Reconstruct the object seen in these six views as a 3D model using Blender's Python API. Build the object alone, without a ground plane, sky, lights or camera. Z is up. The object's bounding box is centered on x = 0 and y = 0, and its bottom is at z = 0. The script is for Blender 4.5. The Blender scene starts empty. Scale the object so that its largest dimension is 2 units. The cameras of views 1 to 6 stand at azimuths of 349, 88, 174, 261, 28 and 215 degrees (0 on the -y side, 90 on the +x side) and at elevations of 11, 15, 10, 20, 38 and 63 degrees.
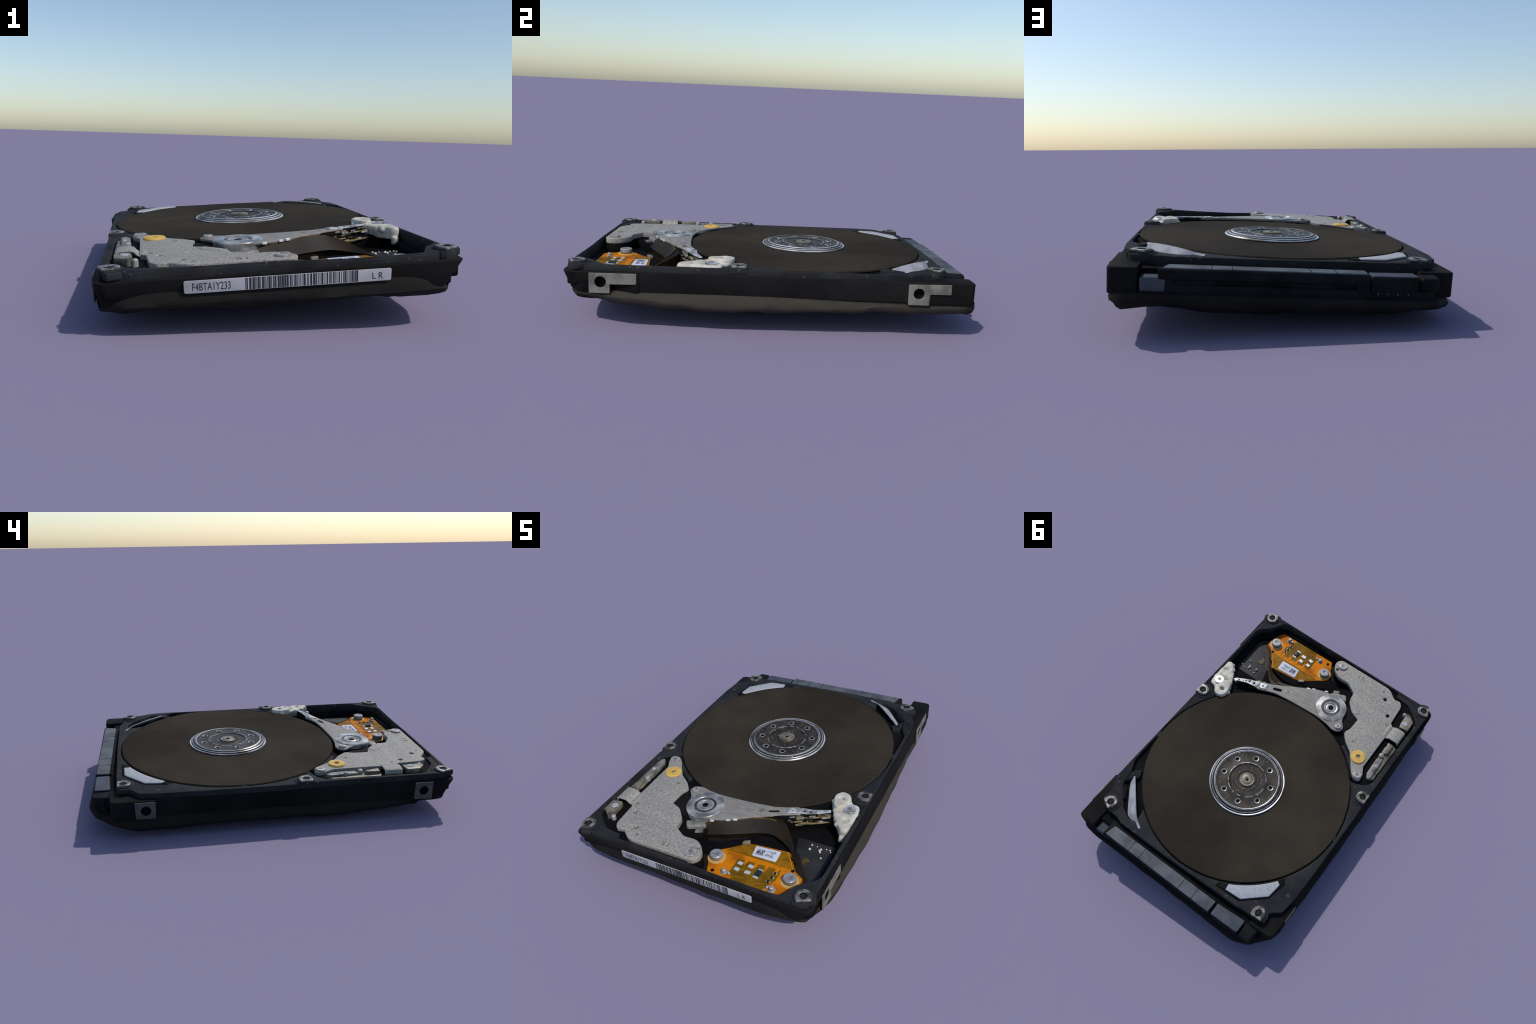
"""Opened 2.5-inch hard disk drive, lid removed, lying slightly tilted.

Everything is built in the drive's own frame (x across, y along, z up from the
ground point under the drive's centre) and hung under one Empty that carries
the small tilt with which the drive lies.
"""
import bpy, bmesh, math, random
from math import pi, cos, sin, radians
from mathutils import Vector, Matrix, noise

rng = random.Random(7)
COL = bpy.context.scene.collection

# ------------------------------------------------------------------ frame
nrm = Vector((-0.05794, -0.00255, 0.99832)).normalized()
ey0 = (Vector((0, 1, 0)) - nrm * nrm.y).normalized()
ex0 = ey0.cross(nrm)
YAW = 0.0045
ex = (ex0 - ey0 * YAW).normalized()
ey = (ey0 + ex0 * YAW).normalized()
drive = bpy.data.objects.new("hard_disk_drive", None)
COL.objects.link(drive)
drive.matrix_world = Matrix((ex, ey, nrm)).transposed().to_4x4()
drive["label"] = "opened black laptop hard disk drive with bare dark platter and actuator arm"
drive["category"] = "hard drive"


# -------------------------------------------------------------- materials
def srgb(r, g, b):
    f = lambda c: c / 12.92 if c <= 0.04045 else ((c + 0.055) / 1.055) ** 2.4
    return (f(r / 255), f(g / 255), f(b / 255), 1)


def material(name, base, other=None, scale=6.0, spread=(0.4, 0.65), rough=0.6, metal=0.0, spec=0.25,
             speck=None, speck_scale=120.0, speck_at=0.72, bump=0.0, bump_scale=60.0, detail=4.0, stretch=(1, 1, 1), coat=0.0, flank_tone=None):
    m = bpy.data.materials.new(name)
    m.use_nodes = True
    nt = m.node_tree
    N, L = nt.nodes, nt.links
    b = N["Principled BSDF"]
    b.inputs["Roughness"].default_value = rough
    b.inputs["Metallic"].default_value = metal
    b.inputs["Specular IOR Level"].default_value = spec
    b.inputs["Coat Weight"].default_value = coat
    b.inputs["Base Color"].default_value = base
    tc = N.new("ShaderNodeTexCoord")
    mp = N.new("ShaderNodeMapping")
    mp.inputs["Scale"].default_value = stretch
    L.new(tc.outputs["Object"], mp.inputs["Vector"])

    def tex(s, d=detail):
        t = N.new("ShaderNodeTexNoise")
        t.inputs["Scale"].default_value = s
        t.inputs["Detail"].default_value = d
        L.new(mp.outputs["Vector"], t.inputs["Vector"])
        return t.outputs["Fac"]

    def ramp(src, lo, hi):
        r = N.new("ShaderNodeMapRange")
        r.inputs["From Min"].default_value = lo
        r.inputs["From Max"].default_value = hi
        L.new(src, r.inputs["Value"])
        return r.outputs["Result"]

    def mix(fac, a, c):
        x = N.new("ShaderNodeMix")
        x.data_type = "RGBA"
        L.new(fac, x.inputs[0])
        for sock, v in ((x.inputs[6], a), (x.inputs[7], c)):
            if isinstance(v, tuple):
                sock.default_value = v
            else:
                L.new(v, sock)
        return x.outputs[2]

    colour = base
    if other:
        colour = mix(ramp(tex(scale), *spread), colour, other)
    if speck:
        colour = mix(ramp(tex(speck_scale, 1.0), speck_at, speck_at + 0.06), colour, speck)
    if flank_tone:
        # paler brown tone towards the +x side, broken up by noise
        sp = N.new("ShaderNodeSeparateXYZ")
        L.new(tc.outputs["Object"], sp.inputs[0])
        ad = N.new("ShaderNodeMath")
        ad.operation = "MULTIPLY_ADD"
        L.new(tex(9.0), ad.inputs[0])
        ad.inputs[1].default_value = 0.06
        L.new(sp.outputs["X"], ad.inputs[2])
        colour = mix(ramp(ad.outputs[0], flank_tone[1] + 0.03, flank_tone[2] + 0.03), colour, flank_tone[0])
    if not isinstance(colour, tuple):
        L.new(colour, b.inputs["Base Color"])
    if bump:
        bp = N.new("ShaderNodeBump")
        bp.inputs["Strength"].default_value = bump
        bp.inputs["Distance"].default_value = 0.01
        L.new(tex(bump_scale), bp.inputs["Height"])
        L.new(bp.outputs["Normal"], b.inputs["Normal"])
    return m


M_CASE = material("black_painted_aluminium", srgb(30, 29, 29), srgb(21, 20, 20), scale=4, rough=0.75, spec=0.06, bump=0.08, bump_scale=90)
M_DECK = material("black_painted_deck", srgb(44, 45, 47), srgb(31, 32, 34), scale=6, rough=0.7, spec=0.07, speck=srgb(66, 68, 71), speck_scale=46, speck_at=0.68, bump=0.1, bump_scale=120)
M_PIT = material("dark_cavity_tone", srgb(13, 13, 14), srgb(22, 22, 24), scale=7, rough=0.8, spec=0.05)  # near-black tone of gap floors and filler blocks
M_FLOOR = material("charcoal_floor", srgb(34, 34, 35), srgb(48, 48, 48), scale=9, rough=0.6, speck=srgb(70, 70, 74), speck_scale=220, speck_at=0.68)
M_BELLY = material("dark_underside", srgb(34, 32, 30), srgb(27, 26, 25), scale=5, rough=0.8, spec=0.1, bump=0.25, bump_scale=14,
                   flank_tone=(srgb(60, 56, 50), 0.62, 0.69))
M_DISK = material("brown_platter_coating", srgb(59, 53, 45), srgb(45, 40, 34), scale=2.2, spread=(0.34, 0.66), rough=0.75, spec=0.02,
                  speck=srgb(84, 79, 72), speck_scale=120, speck_at=0.725, detail=3)
M_CLAMP = material("dark_spun_clamp_steel", srgb(58, 52, 44), srgb(36, 33, 29), scale=22, rough=0.45, spec=0.15, speck=srgb(140, 136, 130), speck_scale=90, speck_at=0.69)
M_CHROME = material("polished_steel", srgb(226, 226, 228), srgb(120, 117, 114), scale=5, spread=(0.40, 0.6), rough=0.28, metal=0.6, spec=0.5)
M_GLINT = material("painted_glint_edge", srgb(150, 148, 146), srgb(46, 42, 37), scale=45, spread=(0.42, 0.58), rough=0.35, metal=0.3, spec=0.4)  # bright and dark mottling paints broken glints into the colour
M_PLATE = material("blasted_nickel_plate", srgb(158, 154, 147), srgb(122, 118, 111), scale=110, spread=(0.35, 0.65), rough=0.6, metal=0.0, spec=0.2,
                   speck=srgb(176, 173, 166), speck_scale=170, speck_at=0.63, bump=0.12, bump_scale=220)
M_SILVER = material("dull_silver", srgb(165, 163, 160), srgb(122, 119, 116), scale=28, rough=0.45, metal=0.2, spec=0.4)
M_LAND = material("worn_screw_land", srgb(146, 142, 136), srgb(60, 57, 54), scale=32, spread=(0.34, 0.58), rough=0.4, metal=0.25, spec=0.4, bump=0.3, bump_scale=60)
M_PAD = material("bare_zinc_mount", srgb(122, 118, 109), srgb(92, 89, 82), scale=18, rough=0.55, spec=0.3, bump=0.1, bump_scale=150)
M_BRONZE = material("tarnished_steel", srgb(126, 118, 103), srgb(70, 63, 53), scale=22, rough=0.45, metal=0.15, spec=0.4)
M_PAD2 = material("shaded_zinc_mount", srgb(88, 86, 83), srgb(68, 66, 64), scale=18, rough=0.6, spec=0.15, bump=0.1, bump_scale=150)  # darker copy of the bare zinc, with the -x flank's shade in its colour
M_BOBBIN = material("smoky_metal", srgb(132, 130, 124), srgb(76, 74, 70), scale=16, rough=0.45, metal=0.1)
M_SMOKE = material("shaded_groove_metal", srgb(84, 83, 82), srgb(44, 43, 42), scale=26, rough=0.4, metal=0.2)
M_ARM = material("brushed_aluminium_arm", srgb(136, 132, 126), srgb(120, 116, 110), scale=30, rough=0.5, metal=0.0, spec=0.2, stretch=(0.5, 2, 1))
M_PIVOT = material("turned_aluminium", srgb(194, 191, 187), srgb(112, 111, 109), scale=11, spread=(0.42, 0.62), rough=0.3, metal=0.4, spec=0.5)
M_HOLE = material("hole_black", srgb(14, 13, 13), rough=0.8, spec=0.1)
M_FILTER = material("white_filter_felt", srgb(164, 167, 172), srgb(150, 153, 159), scale=60, rough=0.9, spec=0.1, bump=0.1, bump_scale=200)
M_STRIP = material("pale_filter_fleece", srgb(166, 166, 172), srgb(132, 132, 140), scale=14, rough=0.9, spec=0.1)
M_RAMP = material("ivory_ramp_plastic", srgb(192, 188, 176), srgb(164, 156, 138), scale=9, rough=0.5, spec=0.35)
M_WASHER = material("amber_rubber", srgb(208, 171, 92), srgb(196, 156, 76), scale=20, rough=0.6)
M_ORANGE = material("orange_flex_film", srgb(205, 121, 12), srgb(164, 88, 8), scale=11, rough=0.6, spec=0.1)
M_OLIVE = material("olive_flex_film", srgb(124, 90, 8), srgb(98, 70, 8), scale=14, rough=0.6, spec=0.1)
M_AMBER = material("amber_flex_film", srgb(140, 98, 14), srgb(112, 76, 10), scale=30, rough=0.6, spec=0.1)
M_BOLT = material("dark_bolt_steel", srgb(150, 150, 153), srgb(92, 91, 92), scale=18, rough=0.4, metal=0.2)
M_GOLDLINE = material("gilt_edge", srgb(96, 78, 38), srgb(60, 48, 26), scale=30, rough=0.5)
M_CREAM = material("cream_flex_edge", srgb(196, 160, 96), rough=0.6)
M_SOLDER = material("tinned_pad", srgb(214, 216, 222), srgb(160, 162, 168), scale=60, rough=0.4, metal=0.2)
M_RIBBON = material("brown_flex_ribbon", srgb(38, 28, 14), srgb(23, 19, 14), scale=7, rough=0.55, spec=0.2)
M_GOLD = material("gilt_suspension", srgb(146, 130, 92), srgb(58, 52, 38), scale=30, rough=0.4, metal=0.2, spec=0.4)
M_SUSP = material("suspension_steel", srgb(184, 186, 188), srgb(110, 110, 110), scale=26, rough=0.4, metal=0.2)
M_SATA = material("blue_grey_connector_plastic", srgb(88, 93, 98), srgb(64, 68, 73), scale=13, rough=0.65, spec=0.25, bump=0.1, bump_scale=60)
M_SATA2 = material("slate_connector_plastic", srgb(70, 75, 84), srgb(58, 63, 72), scale=16, rough=0.65, spec=0.25)
M_SATAD = material("dark_connector_plastic", srgb(28, 29, 32), srgb(19, 19, 21), scale=10, rough=0.7, spec=0.08)
M_PAPER = material("grey_label_paper", srgb(170, 169, 173), srgb(150, 149, 153), scale=7, rough=0.8, spec=0.1)
M_WHITE = material("white_sticker_paper", srgb(196, 200, 212), rough=0.8, spec=0.1)
M_INK = material("label_ink", srgb(46, 47, 52), rough=0.8, spec=0.1)
M_BEAD = material("pale_bead", srgb(205, 200, 184), rough=0.5)
M_GREEN = material("dark_chip", srgb(40, 56, 60), srgb(24, 32, 36), scale=50, rough=0.5)
M_PRINT = material("orange_print", srgb(176, 112, 26), rough=0.6)


# ---------------------------------------------------------------- helpers
def finish(mesh, name, parent, mat, angle=38, stuff=False):
    mesh.name = name
    if mat and not mesh.materials:
        mesh.materials.append(mat)
    if angle:
        mesh.polygons.foreach_set("use_smooth", [True] * len(mesh.polygons))
        mesh.set_sharp_from_angle(angle=radians(angle))
    o = bpy.data.objects.new(name, mesh)
    COL.objects.link(o)
    o.parent = parent
    if stuff:
        o["kind"] = "stuff"
    return o


def copy_of(o, loc=(0, 0, 0), rot=0.0, scale=1.0, parent=None):
    c = o.copy()
    COL.objects.link(c)
    c.location, c.rotation_euler = loc, (0, 0, rot)
    c.scale = (scale,) * 3 if not isinstance(scale, tuple) else scale
    if parent:
        c.parent = parent
    return c


def rounded(pts, r=0.0, seg=5):
    """Fillet the corners of a closed outline; a point may carry its own radius as third value."""
    out, n = [], len(pts)
    for i, p in enumerate(pts):
        rad = p[2] if len(p) > 2 else r
        P, A, B = Vector(p[:2]), Vector(pts[i - 1][:2]), Vector(pts[(i + 1) % n][:2])
        a, b = A - P, B - P
        t = min(rad, a.length * 0.48, b.length * 0.48)
        if t < 1e-5:
            out.append((P.x, P.y))
            continue
        p0, p1 = P + a.normalized() * t, P + b.normalized() * t
        for k in range(seg + 1):
            s = k / seg
            q = p0 * (1 - s) ** 2 + P * 2 * s * (1 - s) + p1 * s * s
            out.append((q.x, q.y))
    return out


def circle(cx, cy, r, n=32, ry=None, start=0.0):
    ry = ry or r
    return [(cx + r * cos(start + 2 * pi * k / n), cy + ry * sin(start + 2 * pi * k / n)) for k in range(n)]


def extruded(outlines, z0, z1, bevel=0.0, res=2):
    """Mesh of filled outlines (inner ones are holes) between two heights, edges rounded by bevel."""
    cu = bpy.data.curves.new("profile", "CURVE")
    cu.dimensions, cu.fill_mode = "2D", "BOTH"
    cu.extrude = (z1 - z0) / 2 - bevel
    cu.bevel_depth, cu.bevel_resolution, cu.offset = bevel, res, -bevel
    for pts in outlines:
        s = cu.splines.new("POLY")
        s.points.add(len(pts) - 1)
        for q, p in zip(s.points, pts):
            q.co = (p[0], p[1], 0, 1)
        s.use_cyclic_u = True
    ob = bpy.data.objects.new("profile", cu)
    COL.objects.link(ob)
    me = bpy.data.meshes.new_from_object(ob.evaluated_get(bpy.context.evaluated_depsgraph_get()))
    bpy.data.objects.remove(ob)
    bpy.data.curves.remove(cu)
    me.transform(Matrix.Translation((0, 0, (z0 + z1) / 2)))
    bm = bmesh.new()
    bm.from_mesh(me)
    bmesh.ops.remove_doubles(bm, verts=bm.verts, dist=2e-5)
    bmesh.ops.recalc_face_normals(bm, faces=bm.faces)
    bm.to_mesh(me)
    bm.free()
    me.materials.clear()
    return me


def slab(name, parent, mat, outlines, z0, z1, bevel=0.003, angle=38, stuff=False):
    return finish(extruded(outlines, z0, z1, bevel), name, parent, mat, angle, stuff)


def joined(meshes):
    bm = bmesh.new()
    for m in meshes:
        bm.from_mesh(m)
        bpy.data.meshes.remove(m)
    me = bpy.data.meshes.new("joined")
    bm.to_mesh(me)
    bm.free()
    return me


def lathed(profile, seg=96, wobble=0.0):
    """Turn a profile of (radius, height) round the z axis; closes itself at radius 0."""
    bm = bmesh.new()
    rings = []
    for r, z in profile:
        if r < 1e-6:
            rings.append([bm.verts.new((0, 0, z))])
        else:
            rings.append([bm.verts.new((r * cos(2 * pi * k / seg), r * sin(2 * pi * k / seg), z)) for k in range(seg)])
    for a, b in zip(rings, rings[1:]):
        for k in range(seg):
            j = (k + 1) % seg
            if len(a) == 1 and len(b) > 1:
                bm.faces.new((a[0], b[k], b[j]))
            elif len(b) == 1 and len(a) > 1:
                bm.faces.new((a[k], b[0], a[j]))
            elif len(a) > 1:
                bm.faces.new((a[k], b[k], b[j], a[j]))
    bmesh.ops.recalc_face_normals(bm, faces=bm.faces)
    me = bpy.data.meshes.new("turned")
    bm.to_mesh(me)
    bm.free()
    return me


def moved(me, loc=(0, 0, 0), rot=None):
    if rot is not None:
        me.transform(rot)
    me.transform(Matrix.Translation(loc))
    return me


def lofted(rows, closed_rows=False, cap=False):
    """Skin between rows of 3D points."""
    bm = bmesh.new()
    vs = [[bm.verts.new(p) for p in row] for row in rows]
    n = len(rows[0])
    for a, b in zip(vs, vs[1:]):
        for k in range(n if closed_rows else n - 1):
            j = (k + 1) % n
            bm.faces.new((a[k], a[j], b[j], b[k]))
    if cap:
        bm.faces.new(vs[0])
        bm.faces.new(vs[-1])
    bmesh.ops.recalc_face_normals(bm, faces=bm.faces)
    me = bpy.data.meshes.new("skin")
    bm.to_mesh(me)
    bm.free()
    return me


def spline(pts, n):
    """Catmull-Rom through points, n samples."""
    P = [Vector(p) for p in pts]
    out = []
    for i in range(n):
        t = i / (n - 1) * (len(P) - 1)
        k = min(int(t), len(P) - 2)
        f = t - k
        a, b, c, d = P[max(k - 1, 0)], P[k], P[k + 1], P[min(k + 2, len(P) - 1)]
        out.append(0.5 * (2 * b + (c - a) * f + (2 * a - 5 * b + 4 * c - d) * f * f + (3 * b - a - 3 * c + d) * f ** 3))
    return out


def band(top, bottom, thick):
    """A sheet of real thickness between a top and a bottom line."""
    rows = []
    n = len(top)
    side = []
    for i in range(n):
        d = top[min(i + 1, n - 1)] - top[max(i - 1, 0)]
        w = (bottom[i] - top[i])
        s = d.cross(w).normalized() * thick / 2
        side.append((top[i] + s, top[i] - s, bottom[i] - s, bottom[i] + s))
    return lofted(side, closed_rows=True, cap=True)


def modified(me, **mods):
    """Apply modifiers to a mesh and return the result."""
    ob = bpy.data.objects.new("work", me)
    COL.objects.link(ob)
    for kind, args in mods.items():
        m = ob.modifiers.new(kind, kind)
        for k, v in args.items():
            setattr(m, k, v)
    res = bpy.data.meshes.new_from_object(ob.evaluated_get(bpy.context.evaluated_depsgraph_get()))
    bpy.data.objects.remove(ob)
    return res


def lettering(name, parent, mat, text, size, depth, matrix, squeeze=1.0, align="LEFT"):
    cu = bpy.data.curves.new("text", "FONT")
    cu.body, cu.size, cu.extrude, cu.align_x = text, size, depth / 2, align
    cu.space_character = 1.0
    ob = bpy.data.objects.new("text", cu)
    COL.objects.link(ob)
    me = bpy.data.meshes.new_from_object(ob.evaluated_get(bpy.context.evaluated_depsgraph_get()))
    bpy.data.objects.remove(ob)
    me.transform(Matrix.Diagonal((squeeze, 1, 1, 1)))
    me.transform(matrix)
    me.materials.clear()
    return finish(me, name, parent, mat, 0, True)


# ============================================================ measurements
HUB = (0.006, 0.184)
R_DISK = 0.648
Z_DISK = 0.2800
Z_DECK = 0.275
Z_STEP = 0.247
Z_BOARD = 0.147
Z_FLOOR = 0.186

# outer outline of the lower casing (anticlockwise from the front left corner)
OUT_LOW = rounded([(-0.686, -0.994, 0.045), (0.688, -0.994, 0.05), (0.693, -0.905), (0.692, -0.640, 0.004), (0.684, -0.628, 0.004), (0.683, 0.0), (0.683, 0.630, 0.004), (0.692, 0.638, 0.004),
                   (0.687, 0.968, 0.03), (0.574, 0.966, 0.01), (0.571, 0.845, 0.01), (-0.532, 0.838, 0.01), (-0.535, 0.874, 0.01), (-0.686, 0.868, 0.03), (-0.690, 0.634, 0.004),
                   (-0.675, 0.622, 0.004), (-0.672, 0.0), (-0.675, -0.742, 0.004), (-0.691, -0.754, 0.004)], 0.0, 6)
# outer outline of the raised deck
OUT_TOP = rounded([(-0.668, -0.980, 0.045), (0.672, -0.980, 0.05), (0.671, 0.560, 0.03), (0.665, 0.665, 0.02), (0.630, 0.735, 0.03), (0.632, 0.812, 0.03),
                   (0.593, 0.838, 0.02), (0.480, 0.848, 0.01), (0.447, 0.862, 0.01), (0.081, 0.861, 0.0), (-0.427, 0.845, 0.02), (-0.457, 0.839, 0.02),
                   (-0.570, 0.838, 0.03), (-0.584, 0.790, 0.03), (-0.608, 0.748, 0.03), (-0.652, 0.722, 0.03), (-0.668, 0.60, 0.03), (-0.671, 0.30), (-0.671, 0.0), (-0.667, -0.20)], 0.0, 5)


def well(grow=0.0, pocket=False):
    """Disk pocket joined with the actuator bay."""
    r = 0.6545 + grow
    a0, a1 = math.atan2(-0.185 - HUB[1], 0.555), math.atan2(-0.215 - HUB[1], -0.535) + 2 * pi
    arc = [(HUB[0] + r * cos(a0 + (a1 - a0) * k / 90), HUB[1] + r * sin(a0 + (a1 - a0) * k / 90)) for k in range(91)]
    bay = [(-0.600, -0.242, 0.02), (-0.632 - grow, -0.285, 0.02), (-0.632 - grow, -0.835, 0.02), (-0.522, -0.920, 0.01), (-0.425, -0.930, 0.01),
           (-0.415, -0.962 - grow, 0.01), (0.05, -0.963 - grow), (0.520, -0.964 - grow, 0.03), (0.566, -0.930, 0.03), (0.586, -0.853, 0.03),
           (0.645, -0.820, 0.03), (0.655 + grow, -0.770, 0.02), (0.655 + grow, -0.330, 0.03), (0.610, -0.235, 0.02)]
    if pocket:
        ang = lambda p: math.degrees(math.atan2(p[1] - HUB[1], p[0] - HUB[0]))
        bulge = rounded([(0.6565, 0.285, 0), (0.657, 0.490, 0.03), (0.612, 0.575, 0.03), (0.607, 0.655, 0.03), (0.50, 0.775, 0.03), (0.423, 0.816, 0.02), (0.373, 0.800, 0.01), (0.392, 0.715, 0)], 0, 4)
        arc = [p for p in arc if ang(p) < 7] + bulge + [p for p in arc if ang(p) > 56 or (ang(p) < -100)]
        arc = arc if ang(arc[-1]) < -90 else arc
    full = [(arc[-1][0], arc[-1][1], 0)] + bay + [(arc[0][0], arc[0][1], 0)]
    return arc[1:-1] + rounded(full, 0.0, 4)


# ================================================================= casing
low = extruded([OUT_LOW, well(0.002)], Z_BOARD - 0.004, Z_STEP, 0.006, 2)
# the front corners draw in towards the bottom
for v in low.vertices:
    t = max(0.0, min(1.0, (0.235 - v.co.z) / 0.09))
    if v.co.y < -0.90:
        k = max(0.0, (abs(v.co.x) - 0.52) / 0.17)
        v.co.x -= math.copysign(t * k * (0.055 if v.co.x > 0 else 0.012), v.co.x)
        v.co.y += t * k * (0.028 if v.co.x > 0 else 0.05) * (1 if v.co.y < -0.97 else 0.6)
# threaded mounting holes in the flanks
holes = []
MOUNTS = [(1, -0.812, 0.198, 0.027), (1, 0.693, 0.194, 0.026), (-1, 0.688, 0.193, 0.027), (-1, -0.812, 0.196, 0.026)]
for sx, y, z, r in MOUNTS:
    holes.append(moved(lathed([(0, -0.028), (r * 0.9, -0.028), (r, 0.05), (0, 0.05)], 28), (sx * 0.692, y, z), Matrix.Rotation(sx * pi / 2, 4, "Y")))
cutter = bpy.data.objects.new("cutter", joined(holes))
COL.objects.link(cutter)
cutter.hide_render = True
low = modified(low, BOOLEAN=dict(object=cutter, operation="DIFFERENCE", solver="EXACT"))
bpy.data.objects.remove(cutter)
casing = finish(low, "casing", drive, M_CASE)

deck = slab("deck", casing, M_DECK, [OUT_TOP, well(0, True)], Z_STEP - 0.03, Z_DECK, 0.005)
slab("well_floor", casing, M_PIT, [rounded([(-0.67, -0.95), (0.67, -0.95), (0.67, 0.84), (-0.67, 0.83)], 0.05)], Z_BOARD - 0.004, Z_FLOOR, 0.002)
# raised lip that the lid sat on, along the long sides and the front
LIP = rounded([(-0.666, -0.978, 0.045), (0.670, -0.978, 0.05), (0.671, -0.20, 0.01), (0.658, -0.24, 0.01), (0.659, -0.80, 0.04), (0.58, -0.870, 0.03),
               (0.53, -0.967, 0.03), (-0.40, -0.965, 0.02), (-0.54, -0.955, 0.02), (-0.650, -0.86, 0.03), (-0.645, -0.30), (-0.651, -0.24, 0.01), (-0.664, -0.22, 0.01)], 0, 5)
lip = slab("lid_lip", casing, M_DECK, [LIP], Z_DECK - 0.012, Z_DECK + 0.005, 0.003)
for o in (deck, lip):
    bm = bmesh.new()
    bm.from_mesh(o.data)
    long = [e for e in bm.edges if e.verts[0].co.y < -0.93 and e.verts[1].co.y < -0.93 and e.calc_length() > 0.12]
    bmesh.ops.subdivide_edges(bm, edges=long, cuts=8)
    for v in bm.verts:
        if v.co.y < -0.93 and v.co.z > 0.26:
            u = max(0.0, min(1.0, (v.co.x - 0.0) / 0.12)) * max(0.0, min(1.0, (0.56 - v.co.x) / 0.10))
            v.co.z -= u * (0.006 if v.co.y < -0.972 else 0.012)
        if v.co.x > 0.60 and v.co.y < -0.20 and v.co.z > 0.26:
            v.co.z -= 0.004
        if v.co.z > 0.26:
            v.co.z += 0.0016 * noise.noise(Vector((v.co.x * 6, v.co.y * 6, 3.3)))
    bmesh.ops.triangulate(bm, faces=bm.faces)
    bm.to_mesh(o.data)
    bm.free()
    o.data.set_sharp_from_angle(angle=radians(38))
# the pocket floors: high round the platter and in the corners, low in the actuator bay
slab("disk_pocket", casing, M_PIT, [circle(HUB[0], HUB[1], 0.664, 96)], Z_FLOOR - 0.01, 0.262, 0.002)
slab("slot_floor", casing, M_PIT, [rounded([(-0.66, -0.975), (0.02, -0.975), (-0.02, -0.90), (-0.35, -0.90), (-0.49, -0.80), (-0.50, -0.30), (-0.40, -0.42), (-0.30, -0.47), (-0.22, -0.44), (-0.30, -0.30), (-0.50, -0.20), (-0.66, -0.22)], 0.01)], Z_FLOOR - 0.01, 0.263, 0.004)
slab("bay_step", casing, M_PIT, [rounded([(0.0, -0.975), (0.67, -0.975), (0.67, -0.42), (0.62, -0.44), (0.622, -0.79, 0.03), (0.555, -0.83, 0.03), (0.525, -0.930, 0.02), (0.02, -0.940, 0.01)], 0.01)], Z_FLOOR - 0.01, 0.222, 0.010)
slab("head_floor", casing, M_PIT, [rounded([(0.18, -0.42), (0.30, -0.43), (0.40, -0.41), (0.52, -0.375), (0.60, -0.40), (0.62, -0.22), (0.50, -0.18), (0.30, -0.36)], 0.02)], Z_FLOOR - 0.01, 0.246, 0.012)
slab("coil_floor", casing, M_PIT, [rounded([(-0.33, -0.45), (-0.10, -0.47), (-0.02, -0.66), (-0.05, -0.76), (-0.14, -0.80), (-0.33, -0.64)], 0.02)], Z_FLOOR - 0.01, 0.247, 0.008)
wall = [(HUB[0] + r * cos(a), HUB[1] + r * sin(a)) for r, seq in ((0.656, range(13)), (0.682, range(12, -1, -1))) for a in [radians(219.5 + 20 * k / 12) for k in seq]]
slab("pocket_wall", casing, M_DECK, [wall], Z_FLOOR, 0.2835, 0.006)

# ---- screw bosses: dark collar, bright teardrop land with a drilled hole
def d_shape(r, flat, half):
    """Round on the inner side, squared off towards the drive's edge (+x)."""
    arc = [(r * cos(a), r * sin(a)) for a in [radians(75 + 210 * k / 24) for k in range(25)]]
    return arc + rounded([(0.0, -r), (flat, -half, 0.006), (flat, half, 0.006), (0.0, r)], 0.0, 4)[1:-1]


collar = joined([extruded([d_shape(0.060, 0.030, 0.056)], Z_STEP + 0.004, 0.2795, 0.006), extruded([d_shape(0.047, 0.034, 0.044)], Z_STEP + 0.004, 0.2870, 0.006)])
land = extruded([d_shape(0.039, 0.033, 0.035), circle(0.001, 0.001, 0.0200, 24, 0.0185)], 0.280, 0.2920, 0.0035)
socket = lathed([(0, 0.2842), (0.008, 0.2848), (0.0150, 0.2878), (0.0222, 0.2885), (0.0222, 0.28), (0, 0.28)], 24)
o_collar = o_land = o_sock = None
for x, y, ang in [(-0.627, -0.938, 3.5), (0.630, -0.936, -1.10), (-0.634, -0.161, 3.14), (0.640, -0.166, 0.0), (-0.545, 0.801, 1.62), (0.575, 0.798, 1.05)]:
    if not o_collar:
        o_collar = finish(collar, "screw_boss", casing, M_DECK)
        o_land = finish(land, "boss_land", casing, M_LAND)
        o_sock = finish(socket, "boss_hole", casing, M_HOLE)
        for o in (o_collar, o_land, o_sock):
            o.location, o.rotation_euler = (x, y, 0), (0, 0, ang)
    else:
        for o in (o_collar, o_land, o_sock):
            copy_of(o, (x, y, 0), ang)

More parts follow.
